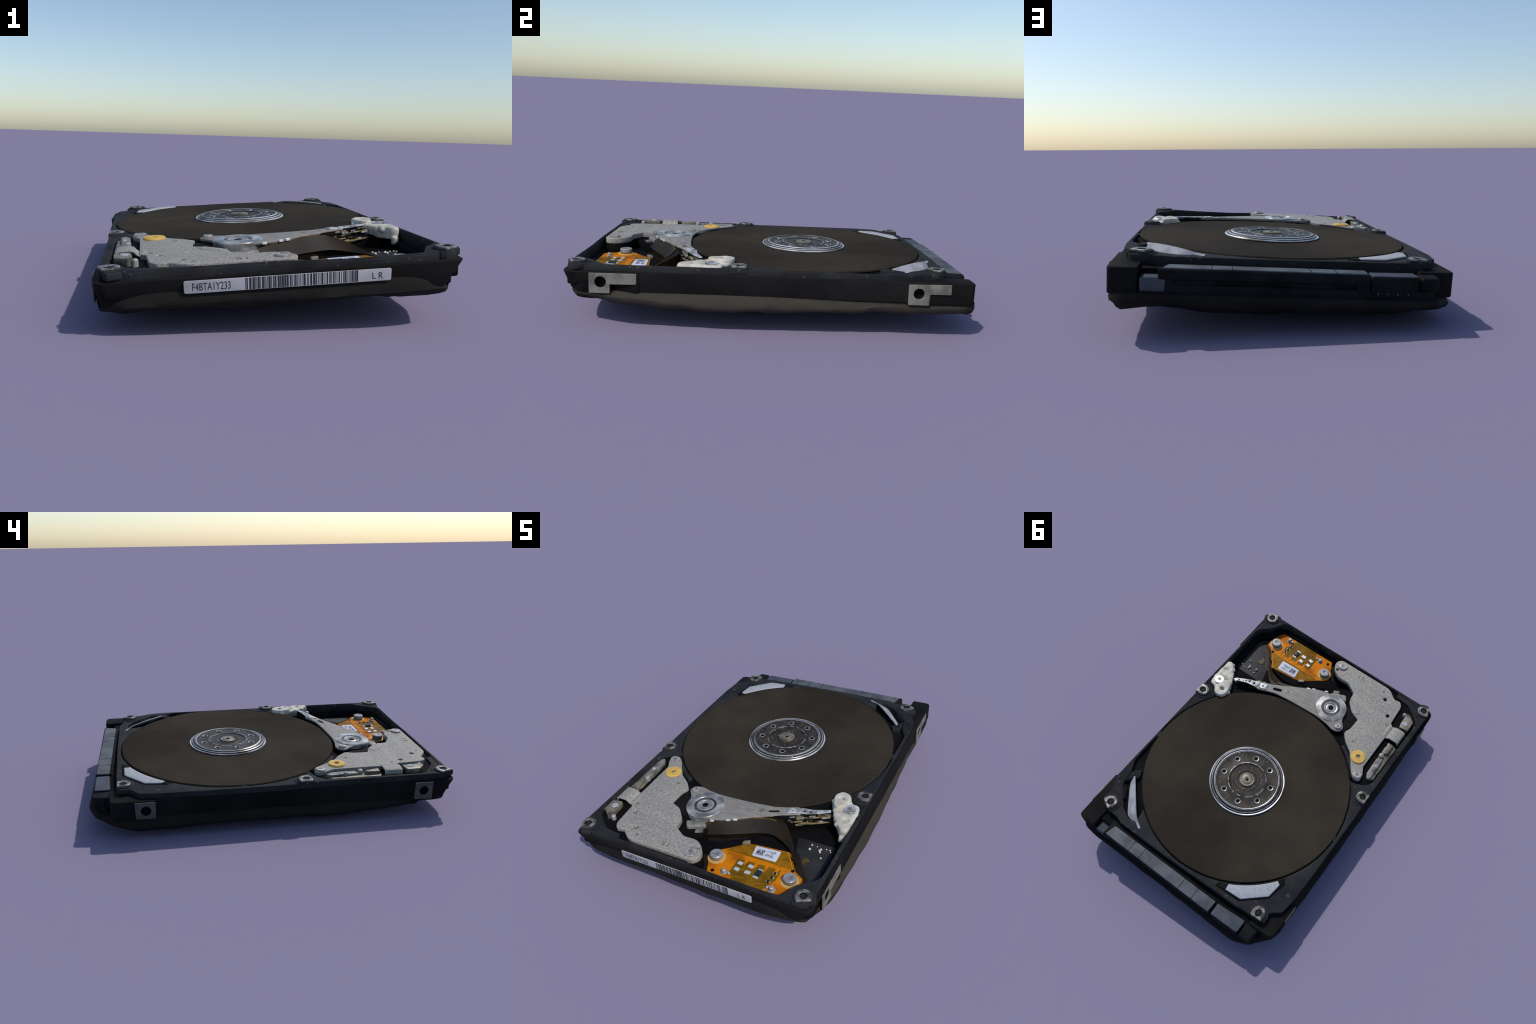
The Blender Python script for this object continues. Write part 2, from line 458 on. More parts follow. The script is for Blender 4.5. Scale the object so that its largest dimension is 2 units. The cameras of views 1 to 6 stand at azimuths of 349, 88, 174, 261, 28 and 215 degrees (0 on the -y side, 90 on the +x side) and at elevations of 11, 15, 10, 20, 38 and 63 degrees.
# ---- bare mounting lands on the flanks (L-shaped on the right, square on the left)
def flank(outline, hole, sx, name):
    me = extruded([outline, circle(*hole, 24)], 0, 0.006, 0.0015)
    rot = Matrix(((0, 0, 1, 0), (1, 0, 0, 0), (0, 1, 0, 0), (0, 0, 0, 1)))  # (y, z) sketch to the flank
    if sx < 0:
        rot = Matrix(((0, 0, -1, 0), (1, 0, 0, 0), (0, 1, 0, 0), (0, 0, 0, 1)))
    me.transform(rot)
    bm = bmesh.new(); bm.from_mesh(me)
    bmesh.ops.recalc_face_normals(bm, faces=bm.faces); bm.to_mesh(me); bm.free()
    me.transform(Matrix.Translation((sx * 0.6900, 0, 0)))
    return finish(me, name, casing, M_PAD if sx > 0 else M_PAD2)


flank(rounded([(-0.866, 0.143), (-0.768, 0.143), (-0.768, 0.187), (-0.643, 0.189, 0.008), (-0.643, 0.2415, 0.006), (-0.866, 0.2405)], 0.004), (-0.812, 0.198, 0.027), 1, "mount_land")
flank(rounded([(0.644, 0.138), (0.745, 0.138), (0.746, 0.192), (0.847, 0.193), (0.846, 0.2425), (0.642, 0.238)], 0.004), (0.693, 0.194, 0.026), 1, "mount_land")
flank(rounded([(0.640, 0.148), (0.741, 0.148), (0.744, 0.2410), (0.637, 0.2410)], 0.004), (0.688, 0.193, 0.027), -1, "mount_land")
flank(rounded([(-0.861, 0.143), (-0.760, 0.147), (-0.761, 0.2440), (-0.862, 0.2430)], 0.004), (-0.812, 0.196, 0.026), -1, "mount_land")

# ---- underside: board edge and lumpy belly
def belly():
    base = rounded([(-0.676, -0.955, 0.05), (-0.60, -0.985, 0.05), (-0.45, -0.995), (0.50, -0.995, 0.04), (0.645, -0.962, 0.05), (0.688, -0.860, 0.06), (0.704, -0.76, 0.05), (0.712, -0.30), (0.704, 0.10), (0.690, 0.40), (0.686, 0.940, 0.02),
                    (0.668, 0.984, 0.02), (0.55, 0.994), (0.0, 0.990), (-0.50, 0.996, 0.05), (-0.555, 0.974), (-0.602, 0.955), (-0.642, 0.904), (-0.686, 0.846, 0.03), (-0.697, 0.78, 0.05), (-0.700, 0.0), (-0.694, -0.5), (-0.684, -0.90, 0.05)], 0.0, 8)
    P = [Vector(p) for p in base]
    P.append(P[0])
    seg = [(P[i + 1] - P[i]).length for i in range(len(P) - 1)]
    total, n = sum(seg), 320
    ring, i, acc = [], 0, 0.0
    for k in range(n):
        s = total * k / n
        while acc + seg[i] < s:
            acc += seg[i]
            i += 1
        ring.append(P[i].lerp(P[i + 1], (s - acc) / seg[i]))
    # drop of the lumpy skin with the distance from the edge, for each side of the drive
    inset = {"right": [0.034, 0.022, 0.016, 0.006, 0.000, 0.003, 0.018, 0.050, 0.10, 0.20, 0.32, 0.46, 0.60],
             "left": [0.034, 0.024, 0.018, 0.008, 0.002, 0.006, 0.022, 0.052, 0.10, 0.20, 0.32, 0.46, 0.60],
             "front": [0.016, 0.006, 0.003, 0.006, 0.012, 0.022, 0.040, 0.075, 0.12, 0.20, 0.32, 0.46, 0.60],
             "back": [0.030, 0.004, 0.000, 0.001, 0.006, 0.016, 0.034, 0.065, 0.11, 0.20, 0.32, 0.46, 0.60]}
    drop = {"right": [0.152, 0.149, 0.143, 0.122, 0.104, 0.088, 0.074, 0.062, 0.050, 0.040, 0.032, 0.028, 0.026],
            "left": [0.152, 0.149, 0.143, 0.126, 0.108, 0.094, 0.080, 0.066, 0.052, 0.040, 0.032, 0.028, 0.026],
            "front": [0.195, 0.172, 0.148, 0.136, 0.128, 0.121, 0.113, 0.102, 0.088, 0.068, 0.048, 0.034, 0.026],
            "back": [0.152, 0.149, 0.144, 0.130, 0.117, 0.106, 0.094, 0.082, 0.070, 0.054, 0.040, 0.030, 0.026]}
    rows = []
    for k in range(13):
        row = []
        for j, p in enumerate(ring):
            t = ring[(j + 4) % n] - ring[j - 4]
            nx, ny = t.y / t.length, -t.x / t.length
            sx, sy = ("right" if nx > 0 else "left"), ("back" if ny > 0 else "front")
            d = nx * nx * inset[sx][k] + ny * ny * inset[sy][k]
            if ny < -0.5 and 2 < k < 8:
                d += max(-0.006, min(0.008, -0.001 - 0.03 * p.x)) * ny * ny
            z = nx * nx * drop["right" if nx > 0 else "left"][k] + ny * ny * drop["back" if ny > 0 else "front"][k]
            # towards the front the flanks hang less low
            if nx * nx > 0.5 and k > 3:
                z += (0.026 if nx > 0 else 0.018) * max(0.0, min(1.0, (-p.y - 0.30) / 0.5)) * max(0.0, 1 - d / 0.4)
                if nx > 0:
                    z += 0.018 * max(0.0, min(1.0, (p.y - 0.36) / 0.14))
            # the outer ends of the label side are drawn up, the middle of the connector side sags
            if k > 3 and p.y < -0.8:
                z += (0.024 if p.x < 0 else 0.006) * max(0.0, min(1.0, (abs(p.x) - 0.25) / 0.25))
            if k > 3 and p.y > 0.8:
                z += 0.006 - 0.020 * max(0.0, 1 - abs(p.x - 0.20) / 0.42)
            q = Vector((math.copysign(max(0.02, abs(p.x) - d), p.x), math.copysign(max(0.02, abs(p.y) - d), p.y), z))
            if k > 2:
                w = min(1.0, (k - 2) / 4)
                f = noise.noise(Vector((q.x * 2.7, q.y * 2.3, 2.0))) * 0.5 + noise.noise(Vector((q.x * 7, q.y * 6, 7.0))) * 0.45 + noise.noise(Vector((q.x * 16, q.y * 13, 4.0))) * 0.2
                q.z += w * 0.026 * f
                q.xy += Vector((nx, ny)) * 0.006 * noise.noise(Vector((q.x * 9, q.y * 9, z * 30)))
            row.append(q)
        rows.append(row)
    return lofted(rows, closed_rows=True, cap=True)


finish(belly(), "belly", casing, M_BELLY, 50)

# ============================================================== connector
connector = slab("data_connector", drive, M_SATAD, [rounded([(-0.60, 0.850), (0.568, 0.850), (0.568, 0.966), (-0.515, 0.966), (-0.60, 0.90)], 0.006)], Z_BOARD - 0.01, 0.186, 0.010)
slab("connector_hood", connector, M_SATAD, [rounded([(-0.308, 0.872), (0.476, 0.872), (0.500, 0.971, 0.012), (-0.310, 0.968)], 0.006)], 0.200, 0.2480, 0.014)
slab("slot_bed", connector, M_PIT, [rounded([(-0.60, 0.830), (0.58, 0.830), (0.58, 0.905), (-0.60, 0.905)], 0.006)], 0.16, 0.2345, 0.004)
slab("hood_cap", connector, M_SATA, [rounded([(-0.305, 0.890), (0.462, 0.891), (0.480, 0.963, 0.012), (-0.304, 0.963)], 0.006)], 0.232, 0.2500, 0.004)
slab("power_hood", connector, M_SATAD, [rounded([(-0.510, 0.870), (-0.316, 0.884), (-0.318, 0.967), (-0.512, 0.962, 0.015)], 0.006)], 0.16, 0.2400, 0.010)
slab("power_hood_cap", connector, M_SATA2, [rounded([(-0.507, 0.876), (-0.320, 0.889), (-0.322, 0.961), (-0.507, 0.957, 0.015)], 0.006)], 0.226, 0.2425, 0.004)
slab("connector_shoulder", connector, M_SATA2, [rounded([(0.470, 0.880), (0.566, 0.862), (0.566, 0.967), (0.470, 0.967)], 0.006)], 0.15, 0.2135, 0.012)
slab("connector_block", connector, M_SATAD, [rounded([(-0.602, 0.872), (-0.518, 0.872), (-0.520, 0.965), (-0.590, 0.965, 0.02)], 0.008)], 0.185, 0.2385, 0.010)
slab("connector_tongue", connector, M_SATAD, [rounded([(-0.30, 0.86), (0.45, 0.86), (0.45, 0.957), (0.30, 0.957), (0.27, 0.945), (0.02, 0.945), (-0.01, 0.955), (-0.16, 0.955), (-0.18, 0.945), (-0.30, 0.945)], 0.004)], 0.170, 0.212, 0.006)
slab("connector_cheek", connector, M_SATAD, [rounded([(0.440, 0.868), (0.497, 0.868), (0.497, 0.965), (0.440, 0.965)], 0.004)], 0.15, 0.235, 0.004)
slab("connector_cheek", connector, M_SATAD, [rounded([(-0.312, 0.868), (-0.262, 0.868), (-0.262, 0.965), (-0.312, 0.965)], 0.004)], 0.15, 0.235, 0.004)
seams = [extruded([[(x - 0.0015, 0.89), (x + 0.0015, 0.89), (x - 0.001, 0.964), (x - 0.004, 0.964)]], 0.2490, 0.2507) for x in (0.300, 0.222, -0.078, -0.177)]
finish(joined(seams), "hood_seam", connector, M_SATAD, 0, True)
pins = [moved(extruded([circle(0, 0, 0.004, 10)], 0, 0.004), (x, 0.9655, 0.173), Matrix.Rotation(-pi / 2, 4, "X")) for x in (-0.345, -0.385, -0.423, -0.465)]
finish(joined(pins), "power_pin", connector, M_SATA2, 0, True)
teeth = [extruded([[(x, 0.872), (x + 0.07, 0.872), (x + 0.07, 0.892), (x, 0.892)]], 0.19, 0.232, 0.002) for x in (0.36, 0.24, 0.10, -0.03, -0.16)]
finish(joined(teeth), "connector_rib", connector, M_SATAD, 38, True)

# ================================================================ platter
prof = [(0.10, Z_DISK - 0.016), (R_DISK - 0.004, Z_DISK - 0.016), (R_DISK, Z_DISK - 0.012), (R_DISK, Z_DISK - 0.004), (R_DISK - 0.004, Z_DISK)] + [(R_DISK - 0.008 - 0.022 * k, Z_DISK) for k in range(25)]
disk_me = lathed(prof, 192)
for v in disk_me.vertices:
    rr = math.hypot(v.co.x, v.co.y)
    v.co.z += 0.0020 * (1 - ((rr - 0.40) / 0.20) ** 2) * (1 if rr > 0.2 else 0) * (0.75 + 0.0 * rr)
    v.co.z += 0.0040 * noise.noise(Vector((v.co.x * 2.6, v.co.y * 2.6, 1.7))) + 0.0015 * noise.noise(Vector((v.co.x * 7, v.co.y * 7, 5.1)))
    for dx, dy in ((-0.42, 0.30), (0.52, -0.22), (-0.56, -0.10)):
        v.co.z -= 0.004 * math.exp(-((v.co.x - dx) ** 2 + (v.co.y - dy) ** 2) / 0.006)
platter = finish(disk_me, "platter", drive, M_DISK, 30)
platter.location = (HUB[0], HUB[1], 0)
clamp = finish(lathed([(0.205, 0.270), (0.205, 0.300), (0.199, 0.3035), (0.196, 0.300), (0.190, 0.2985), (0.116, 0.2985), (0.112, 0.300), (0.107, 0.2985), (0.104, 0.296), (0.080, 0.2955), (0.077, 0.297), (0.060, 0.297), (0.057, 0.293), (0, 0.293)], 128),
               "disk_clamp", drive, M_CLAMP, 25)
clamp.location = (HUB[0], HUB[1], 0)
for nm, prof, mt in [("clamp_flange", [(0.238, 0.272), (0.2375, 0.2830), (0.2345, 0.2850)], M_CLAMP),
                     ("clamp_bead", [(0.2360, 0.280), (0.2352, 0.2868), (0.2320, 0.2895), (0.2275, 0.2888), (0.2262, 0.280)], M_CHROME),
                     ("clamp_slope", [(0.2285, 0.280), (0.2280, 0.2865), (0.2240, 0.2875), (0.2190, 0.2940), (0.2150, 0.2935), (0.2080, 0.2965), (0.2040, 0.299), (0.2035, 0.272)], M_CLAMP),
                     ("clamp_bead", [(0.2215, 0.287), (0.2205, 0.2945), (0.2180, 0.2955), (0.2160, 0.288)], M_CHROME),
                     ("clamp_bead", [(0.2065, 0.295), (0.2048, 0.3008), (0.2005, 0.3024), (0.1950, 0.3010), (0.1950, 0.297)], M_CHROME),
                     ("clamp_groove", [(0.122, 0.2975), (0.119, 0.2998), (0.115, 0.3000), (0.113, 0.2975)], M_GLINT)]:
    o = finish(lathed(prof, 128), nm, clamp, mt, 30)
hs = finish(lathed([(0.047, 0.290), (0.047, 0.3005), (0.044, 0.302), (0.036, 0.3015), (0.034, 0.3025), (0.024, 0.302), (0.022, 0.303), (0.014, 0.3025), (0.010, 0.299), (0, 0.299)], 64), "spindle_screw", clamp, M_BRONZE, 30)
star = finish(extruded([[( (0.0095 if k % 2 else 0.0055) * cos(k * pi / 6), (0.0095 if k % 2 else 0.0055) * sin(k * pi / 6)) for k in range(12)]], 0.298, 0.3031), "screw_star", clamp, M_HOLE)  # raised dark star stands in for the screw's socket
dimple = lathed([(0.019, 0.2985), (0.018, 0.3005), (0.015, 0.3003), (0.012, 0.2988), (0, 0.2987)], 28)
ring8 = None
for k in range(8):
    a = radians(-29.5 + 45 * k)
    p = (0.155 * cos(a), 0.155 * sin(a), 0)
    if ring8 is None:
        ring8 = finish(dimple, "clamp_hole_dish", clamp, None, 30)
        ring8.data.materials.append(M_GLINT)
        ring8.data.materials.append(M_HOLE)  # dark disc inside a raised rim stands in for each hole
        for f in ring8.data.polygons:
            c = f.center
            if math.hypot(c.x, c.y) < 0.0125:
                f.material_index = 1
        ring8.location = p
    else:
        copy_of(ring8, p, a)

# ================================================== filters beside the platter
fil_arc = [(HUB[0] + 0.664 * cos(a), HUB[1] + 0.664 * sin(a)) for a in [radians(118 + (143 - 118) * k / 12) for k in range(13)]]
air_filter = slab("air_filter", drive, M_FILTER, [fil_arc + [(-0.548, 0.598), (-0.536, 0.690), (-0.413, 0.800), (-0.310, 0.806)]], 0.25, 0.2815, 0.004)
pocket_arc = [(HUB[0] + 0.6605 * cos(a), HUB[1] + 0.6605 * sin(a)) for a in [radians(113 + (147 - 113) * k / 12) for k in range(13)]]
slab("filter_pocket_plate", air_filter, M_PIT, [rounded(pocket_arc + [(-0.571, 0.575), (-0.545, 0.698), (-0.413, 0.814), (-0.300, 0.820), (-0.250, 0.822)], 0)], 0.255, Z_DECK + 0.0012, 0.001)  # thin dark plate on the deck stands in for the filter's pocket
slab("filter_foot", air_filter, M_CASE, [rounded([(-0.262, 0.792), (-0.302, 0.770), (-0.308, 0.806), (-0.270, 0.815)], 0.005)], 0.26, 0.2795, 0.003)
slab("filter_foot", air_filter, M_CASE, [rounded([(-0.535, 0.575), (-0.506, 0.592), (-0.548, 0.605), (-0.562, 0.582)], 0.005)], 0.26, 0.2795, 0.003)

pocket = slab("strip_pocket", drive, M_PIT, [rounded([(0.60, 0.30), (0.664, 0.30), (0.664, 0.58), (0.62, 0.68), (0.50, 0.80), (0.42, 0.83), (0.36, 0.81), (0.36, 0.70), (0.55, 0.50)], 0.01)], 0.24, 0.2535, 0.001)
top = spline([(0.575, 0.583, 0.283), (0.520, 0.640, 0.287), (0.462, 0.702, 0.288), (0.405, 0.762, 0.286), (0.365, 0.795, 0.281), (0.325, 0.818, 0.277)], 28)
bot = spline([(0.592, 0.598, 0.262), (0.552, 0.665, 0.250), (0.502, 0.742, 0.245), (0.452, 0.792, 0.250), (0.380, 0.812, 0.266), (0.331, 0.826, 0.272)], 28)
finish(band(top, bot, 0.006), "filter_strip", pocket, M_STRIP, 50)
slab("strip_holder", pocket, M_DECK, [rounded([(0.570, 0.520), (0.612, 0.560), (0.606, 0.645), (0.578, 0.600), (0.545, 0.575)], 0.012)], 0.245, 0.2790, 0.006)
slab("strip_holder", pocket, M_CASE, [rounded([(0.590, 0.650), (0.598, 0.670), (0.540, 0.735), (0.525, 0.730), (0.555, 0.68)], 0.010)], 0.245, 0.270, 0.006)

# ============================================================ magnet plate
PLATE = rounded([(0.062, -0.905, 0.03), (0.038, -0.948, 0.03), (-0.355, -0.950, 0.03), (-0.424, -0.898, 0.01), (-0.463, -0.909, 0.015), (-0.490, -0.876, 0.02), (-0.500, -0.728, 0.006),
                 (-0.524, -0.708, 0.004), (-0.524, -0.592, 0.004), (-0.524, -0.345, 0.01), (-0.556, -0.285, 0.02), (-0.556, -0.238, 0.02), (-0.508, -0.236, 0.02), (-0.470, -0.275, 0.02), (-0.400, -0.378, 0.01),
                 (-0.335, -0.425, 0.02), (-0.286, -0.480, 0.02), (-0.305, -0.520, 0.02), (-0.308, -0.613, 0.004), (-0.243, -0.638, 0.02), (-0.184, -0.703, 0.02), (-0.172, -0.772, 0.006),
                 (-0.100, -0.816, 0.02), (-0.015, -0.812, 0.03), (0.040, -0.855, 0.03)], 0.0, 5)
PEGS = [(-0.452, -0.762, 0.0125), (-0.371, -0.861, 0.0125)]
plate = slab("magnet_plate", drive, M_PLATE, [PLATE] + [circle(x, y, r, 20) for x, y, r in PEGS] + [circle(0.020, -0.862, 0.009, 16)], 0.250, 0.284, 0.004)
slab("magnet_block", plate, M_PIT, [PLATE], Z_FLOOR - 0.002, 0.264, 0.009)
# pressed step round the coil
step = [(-0.118 + r * cos(a), -0.574 + r * sin(a)) for r, seq in ((0.196, range(13)), (0.156, range(12, -1, -1))) for a in [radians(203 + 43 * k / 12) for k in seq]]
slab("plate_step", plate, M_PLATE, [step], 0.27, 0.2865, 0.0022)
dot = lathed([(0.009, 0.2838), (0.0085, 0.2856), (0.006, 0.2856), (0.005, 0.2842), (0, 0.2842)], 20)
o = finish(dot, "plate_dimple", plate, M_BRONZE, 30)
o.location = (-0.478, -0.700, 0)
for p in [(-0.330, -0.905, 0), (-0.372, -0.460, 0)]:
    copy_of(o, p)
slab("spring_tab", plate, M_BRONZE, [rounded([(-0.552, -0.760), (-0.548, -0.842), (-0.566, -0.856), (-0.616, -0.815), (-0.620, -0.735), (-0.560, -0.728)], 0.008)], 0.265, 0.2965, 0.004)
spot = finish(moved(lathed([(0.0185, 0.296), (0.017, 0.299), (0, 0.3)], 24)), "glue_spot", plate, M_FILTER)
spot.location = (-0.578, -0.772, 0)
# folded spring tab: climbs from the plate, lies flat, drops at the wall
fold = [(-0.498, 0.285), (-0.512, 0.286), (-0.524, 0.278), (-0.534, 0.284), (-0.545, 0.297), (-0.560, 0.300), (-0.598, 0.2995), (-0.613, 0.294), (-0.620, 0.27)]
rows = [[Vector((x, y, z)) for x, z in fold] for y in (-0.713, -0.700, -0.625, -0.611)]
finish(modified(lofted(rows), SOLIDIFY=dict(thickness=0.006, offset=-1), BEVEL=dict(width=0.002, segments=2)), "folded_tab", plate, M_PLATE, 45)
slab("magnet_bar", plate, M_BRONZE, [rounded([(-0.560, -0.565), (-0.596, -0.600), (-0.628, -0.590), (-0.624, -0.31), (-0.595, -0.285), (-0.565, -0.33)], 0.01)], 0.22, 0.272, 0.006)
slab("latch_rail", plate, M_BOBBIN, [rounded([(-0.560, -0.45), (-0.598, -0.47), (-0.608, -0.30), (-0.585, -0.285), (-0.565, -0.32)], 0.008)], 0.25, 0.2850, 0.006)
slab("latch_rail", plate, M_BRONZE, [rounded([(-0.560, -0.590), (-0.602, -0.590), (-0.602, -0.515), (-0.580, -0.50)], 0.008)], 0.25, 0.2905, 0.006)
slab("slot_filler", plate, M_PIT, [rounded([(-0.526, -0.34), (-0.56, -0.32), (-0.64, -0.32), (-0.64, -0.86), (-0.50, -0.89), (-0.515, -0.60)], 0.01)], Z_FLOOR - 0.002, 0.235, 0.004)
for x, y, r, c in [(-0.592, -0.395, 0.014, 0.292), (-0.575, -0.482, 0.016, 0.294), (-0.540, -0.838, 0.013, 0.294)]:
    b = finish(lathed([(r, 0.26), (r, c - 0.006), (r * 0.6, c), (0, c + 0.001)], 16), "weld_nub", plate, M_SILVER)
    b.location = (x, y, 0)
washer = finish(lathed([(0.014, 0.283), (0.014, 0.292), (0.017, 0.2945), (0.044, 0.2935), (0.049, 0.2885), (0.049, 0.276), (0.014, 0.276)], 48), "rubber_washer", plate, M_WASHER, 40)
washer.location = (-0.460, -0.380, 0)
slab("washer_hole_plug", plate, M_BRONZE, [circle(-0.460, -0.380, 0.0142, 20)], 0.27, 0.2855, 0.0)  # plug that floors the washer's opening

# ---- pan-head screws; a raised six-point star stands in for the socket
head = lathed([(0.026, 0.0), (0.030, 0.001), (0.030, 0.008), (0.026, 0.0115), (0.0, 0.013)], 36)
star_mark = extruded([[((0.0135 if k % 2 else 0.008) * cos(k * pi / 6), (0.0135 if k % 2 else 0.008) * sin(k * pi / 6)) for k in range(12)]], 0.008, 0.0138)


def screw(parent, x, y, z, s=1.0, turn=0.0, mt=None, made={}):
    key = mt or M_SILVER
    if key.name not in made:
        h = finish(head.copy(), "screw", parent, key, 35)
        r = finish(star_mark.copy(), "screw_star", parent, M_BRONZE, 0)
        made[key.name] = (h, r)
        for o in (h, r):
            o.location, o.rotation_euler, o.scale = (x, y, z), (0, 0, turn), (s, s, 1)
    else:
        for o in made[key.name]:
            copy_of(o, (x, y, z), turn, (s, s, 1), parent)


screw(plate, 0.003, -0.905, 0.283, 1.05, 0.3)
screw(plate, -0.522, -0.271, 0.281, 1.0, 0.1)
# stamped marks
lettering("stamped_mark", plate, M_BRONZE, "1 K", 0.040, 0.002, Matrix.Translation((-0.150, -0.893, 0.2845)) @ Matrix.Rotation(pi, 4, "Z"), 0.9, "CENTER")

# ============================================================ actuator arm
ARM = rounded([(0.385, -0.398), (0.355, -0.390, 0.01), (0.307, -0.412, 0.01), (0.240, -0.436, 0.01), (0.150, -0.448, 0.03), (0.024, -0.458, 0.03), (-0.070, -0.463, 0.03), (-0.155, -0.456, 0.03),
               (-0.215, -0.440, 0.015), (-0.258, -0.452, 0.02), (-0.272, -0.490, 0.02), (-0.228, -0.540, 0.02), (-0.215, -0.610, 0.04), (-0.165, -0.665, 0.04), (-0.075, -0.668, 0.04), (0.023, -0.642, 0.04),
               (0.160, -0.562, 0.04), (0.253, -0.506, 0.02), (0.307, -0.477, 0.02), (0.385, -0.442, 0.004)], 0.01, 4)
ad = Vector((0.93, 0.37)).normalized()
slot = [(0.246 + ad.x * u - ad.y * v, -0.468 + ad.y * u + ad.x * v) for u, v in [(0.020 * (1 if cos(t) > 0 else -1) + 0.010 * cos(t), 0.010 * sin(t)) for t in [2 * pi * k / 24 + 0.01 for k in range(24)]]]
arm = slab("actuator_arm", drive, M_ARM, [ARM, slot], 0.2825, 0.2945, 0.003)
slab("arm_slot_floor", arm, M_HOLE, [circle(0.246, -0.468, 0.034, 20, 0.02)], 0.279, 0.2855, 0)
slab("arm_dimple", arm, M_BRONZE, [circle(0.186, -0.492, 0.015, 24)], 0.29, 0.2949, 0.0005)
slab("arm_stack", arm, M_PIT, [rounded([(0.33, -0.43), (0.25, -0.475), (0.05, -0.49), (-0.05, -0.485), (-0.20, -0.49), (-0.20, -0.62), (-0.10, -0.655), (0.02, -0.63), (0.16, -0.552), (0.30, -0.47)], 0.02)], Z_FLOOR - 0.002, 0.264, 0.003)
piv = finish(lathed([(0.098, 0.20), (0.105, 0.285), (0.1055, 0.293), (0.101, 0.2985), (0.066, 0.3005), (0.062, 0.297), (0.058, 0.286), (0.049, 0.286), (0.047, 0.296), (0.043, 0.2985), (0.036, 0.2975), (0.033, 0.295), (0.028, 0.297), (0.020, 0.2965), (0.016, 0.288), (0.0, 0.288)], 72), "pivot_bearing", arm, M_PIVOT, 28)
piv.location = (-0.118, -0.572, 0)
o = slab("pivot_socket_disc", arm, M_HOLE, [circle(-0.118, -0.572, 0.0165, 16)], 0.285, 0.2956, 0)  # dark disc put in to stand for the bearing's socket
o = finish(lathed([(0.0615, 0.2900), (0.0605, 0.2955), (0.0480, 0.2955), (0.0475, 0.290)], 60), "pivot_groove_ring", arm, M_SMOKE)  # dark ring laid over the arm to stand for the groove
o.location = (-0.118, -0.572, 0)
screw(arm, -0.233, -0.481, 0.294, 0.72, 0.5)
slab("coil_holder", arm, M_CASE, [rounded([(-0.20, -0.50), (-0.30, -0.46), (-0.36, -0.52), (-0.35, -0.60), (-0.30, -0.66), (-0.19, -0.66)], 0.02)], 0.21, 0.272, 0.008)
slab("coil_bobbin", arm, M_BOBBIN, [rounded([(-0.17, -0.69), (-0.06, -0.66), (-0.045, -0.69), (-0.14, -0.735)], 0.015)], 0.20, 0.268, 0.008)
slab("coil_clip", arm, M_BOBBIN, [rounded([(-0.095, -0.715), (-0.055, -0.70), (-0.045, -0.725), (-0.085, -0.745)], 0.008)], 0.20, 0.255, 0.006)
# head suspensions, stacked three deep, bright on top and gilt below
def suspension(parent, z, mat, dx, dy, holes):
    o1 = [(0.365, -0.442), (0.375, -0.392), (0.430, -0.386), (0.470, -0.370), (0.524, -0.350), (0.528, -0.366), (0.478, -0.396), (0.435, -0.420)]
    o1 = rounded([(x + dx, y + dy) for x, y in o1], 0.005, 3)
    hs = [circle(x + dx, y + dy, r, 10, r2) for x, y, r, r2 in holes]
    return slab("head_suspension", parent, mat, [o1] + hs, z - 0.006, z, 0.0015)


suspension(arm, 0.2975, M_SUSP, 0, 0, [(0.398, -0.412, 0.006, 0.008), (0.430, -0.404, 0.004, 0.010), (0.455, -0.392, 0.005, 0.004), (0.472, -0.384, 0.004, 0.003), (0.495, -0.372, 0.006, 0.003)])
suspension(arm, 0.272, M_GOLD, 0.002, -0.005, [(0.400, -0.412, 0.014, 0.006), (0.455, -0.392, 0.010, 0.005)])
suspension(arm, 0.236, M_GOLD, 0.0, -0.011, [(0.400, -0.412, 0.014, 0.006), (0.455, -0.392, 0.010, 0.005)])
slab("head_block", arm, M_HOLE, [rounded([(0.26, -0.505), (0.30, -0.43), (0.37, -0.402), (0.51, -0.362), (0.505, -0.376), (0.40, -0.432), (0.33, -0.480)], 0.006)], 0.195, 0.288, 0.003)
for k in range(34):
    u = rng.uniform(0, 1)
    x = 0.325 + 0.185 * u
    y = -0.474 + 0.42 * (x - 0.325) + rng.uniform(-0.006, 0.002) + (0.016 if u > 0.4 else 0.0)
    z = rng.choice([0.232, 0.240, 0.252, 0.266, 0.279, 0.286])
    w = rng.uniform(0.006, 0.020)
    j = rng.uniform(-0.004, 0.004)
    o_ = [(x - w, y - w * 0.42 - 0.003 + j), (x + w, y + w * 0.42 - 0.003 - j), (x + w, y + w * 0.42 + 0.008), (x - w, y - w * 0.42 + 0.008)]
    slab("head_wire_clip", arm, rng.choice([M_GOLD, M_SUSP, M_BRONZE, M_GOLD]), [rounded(o_, 0.002)], z - rng.uniform(0.005, 0.012), z, 0.0012)
slab("swage_plate", arm, M_SUSP, [rounded([(0.315, -0.463), (0.305, -0.421), (0.350, -0.402), (0.365, -0.440)], 0.006), circle(0.337, -0.43, 0.006, 14)], 0.293, 0.2985, 0.002)

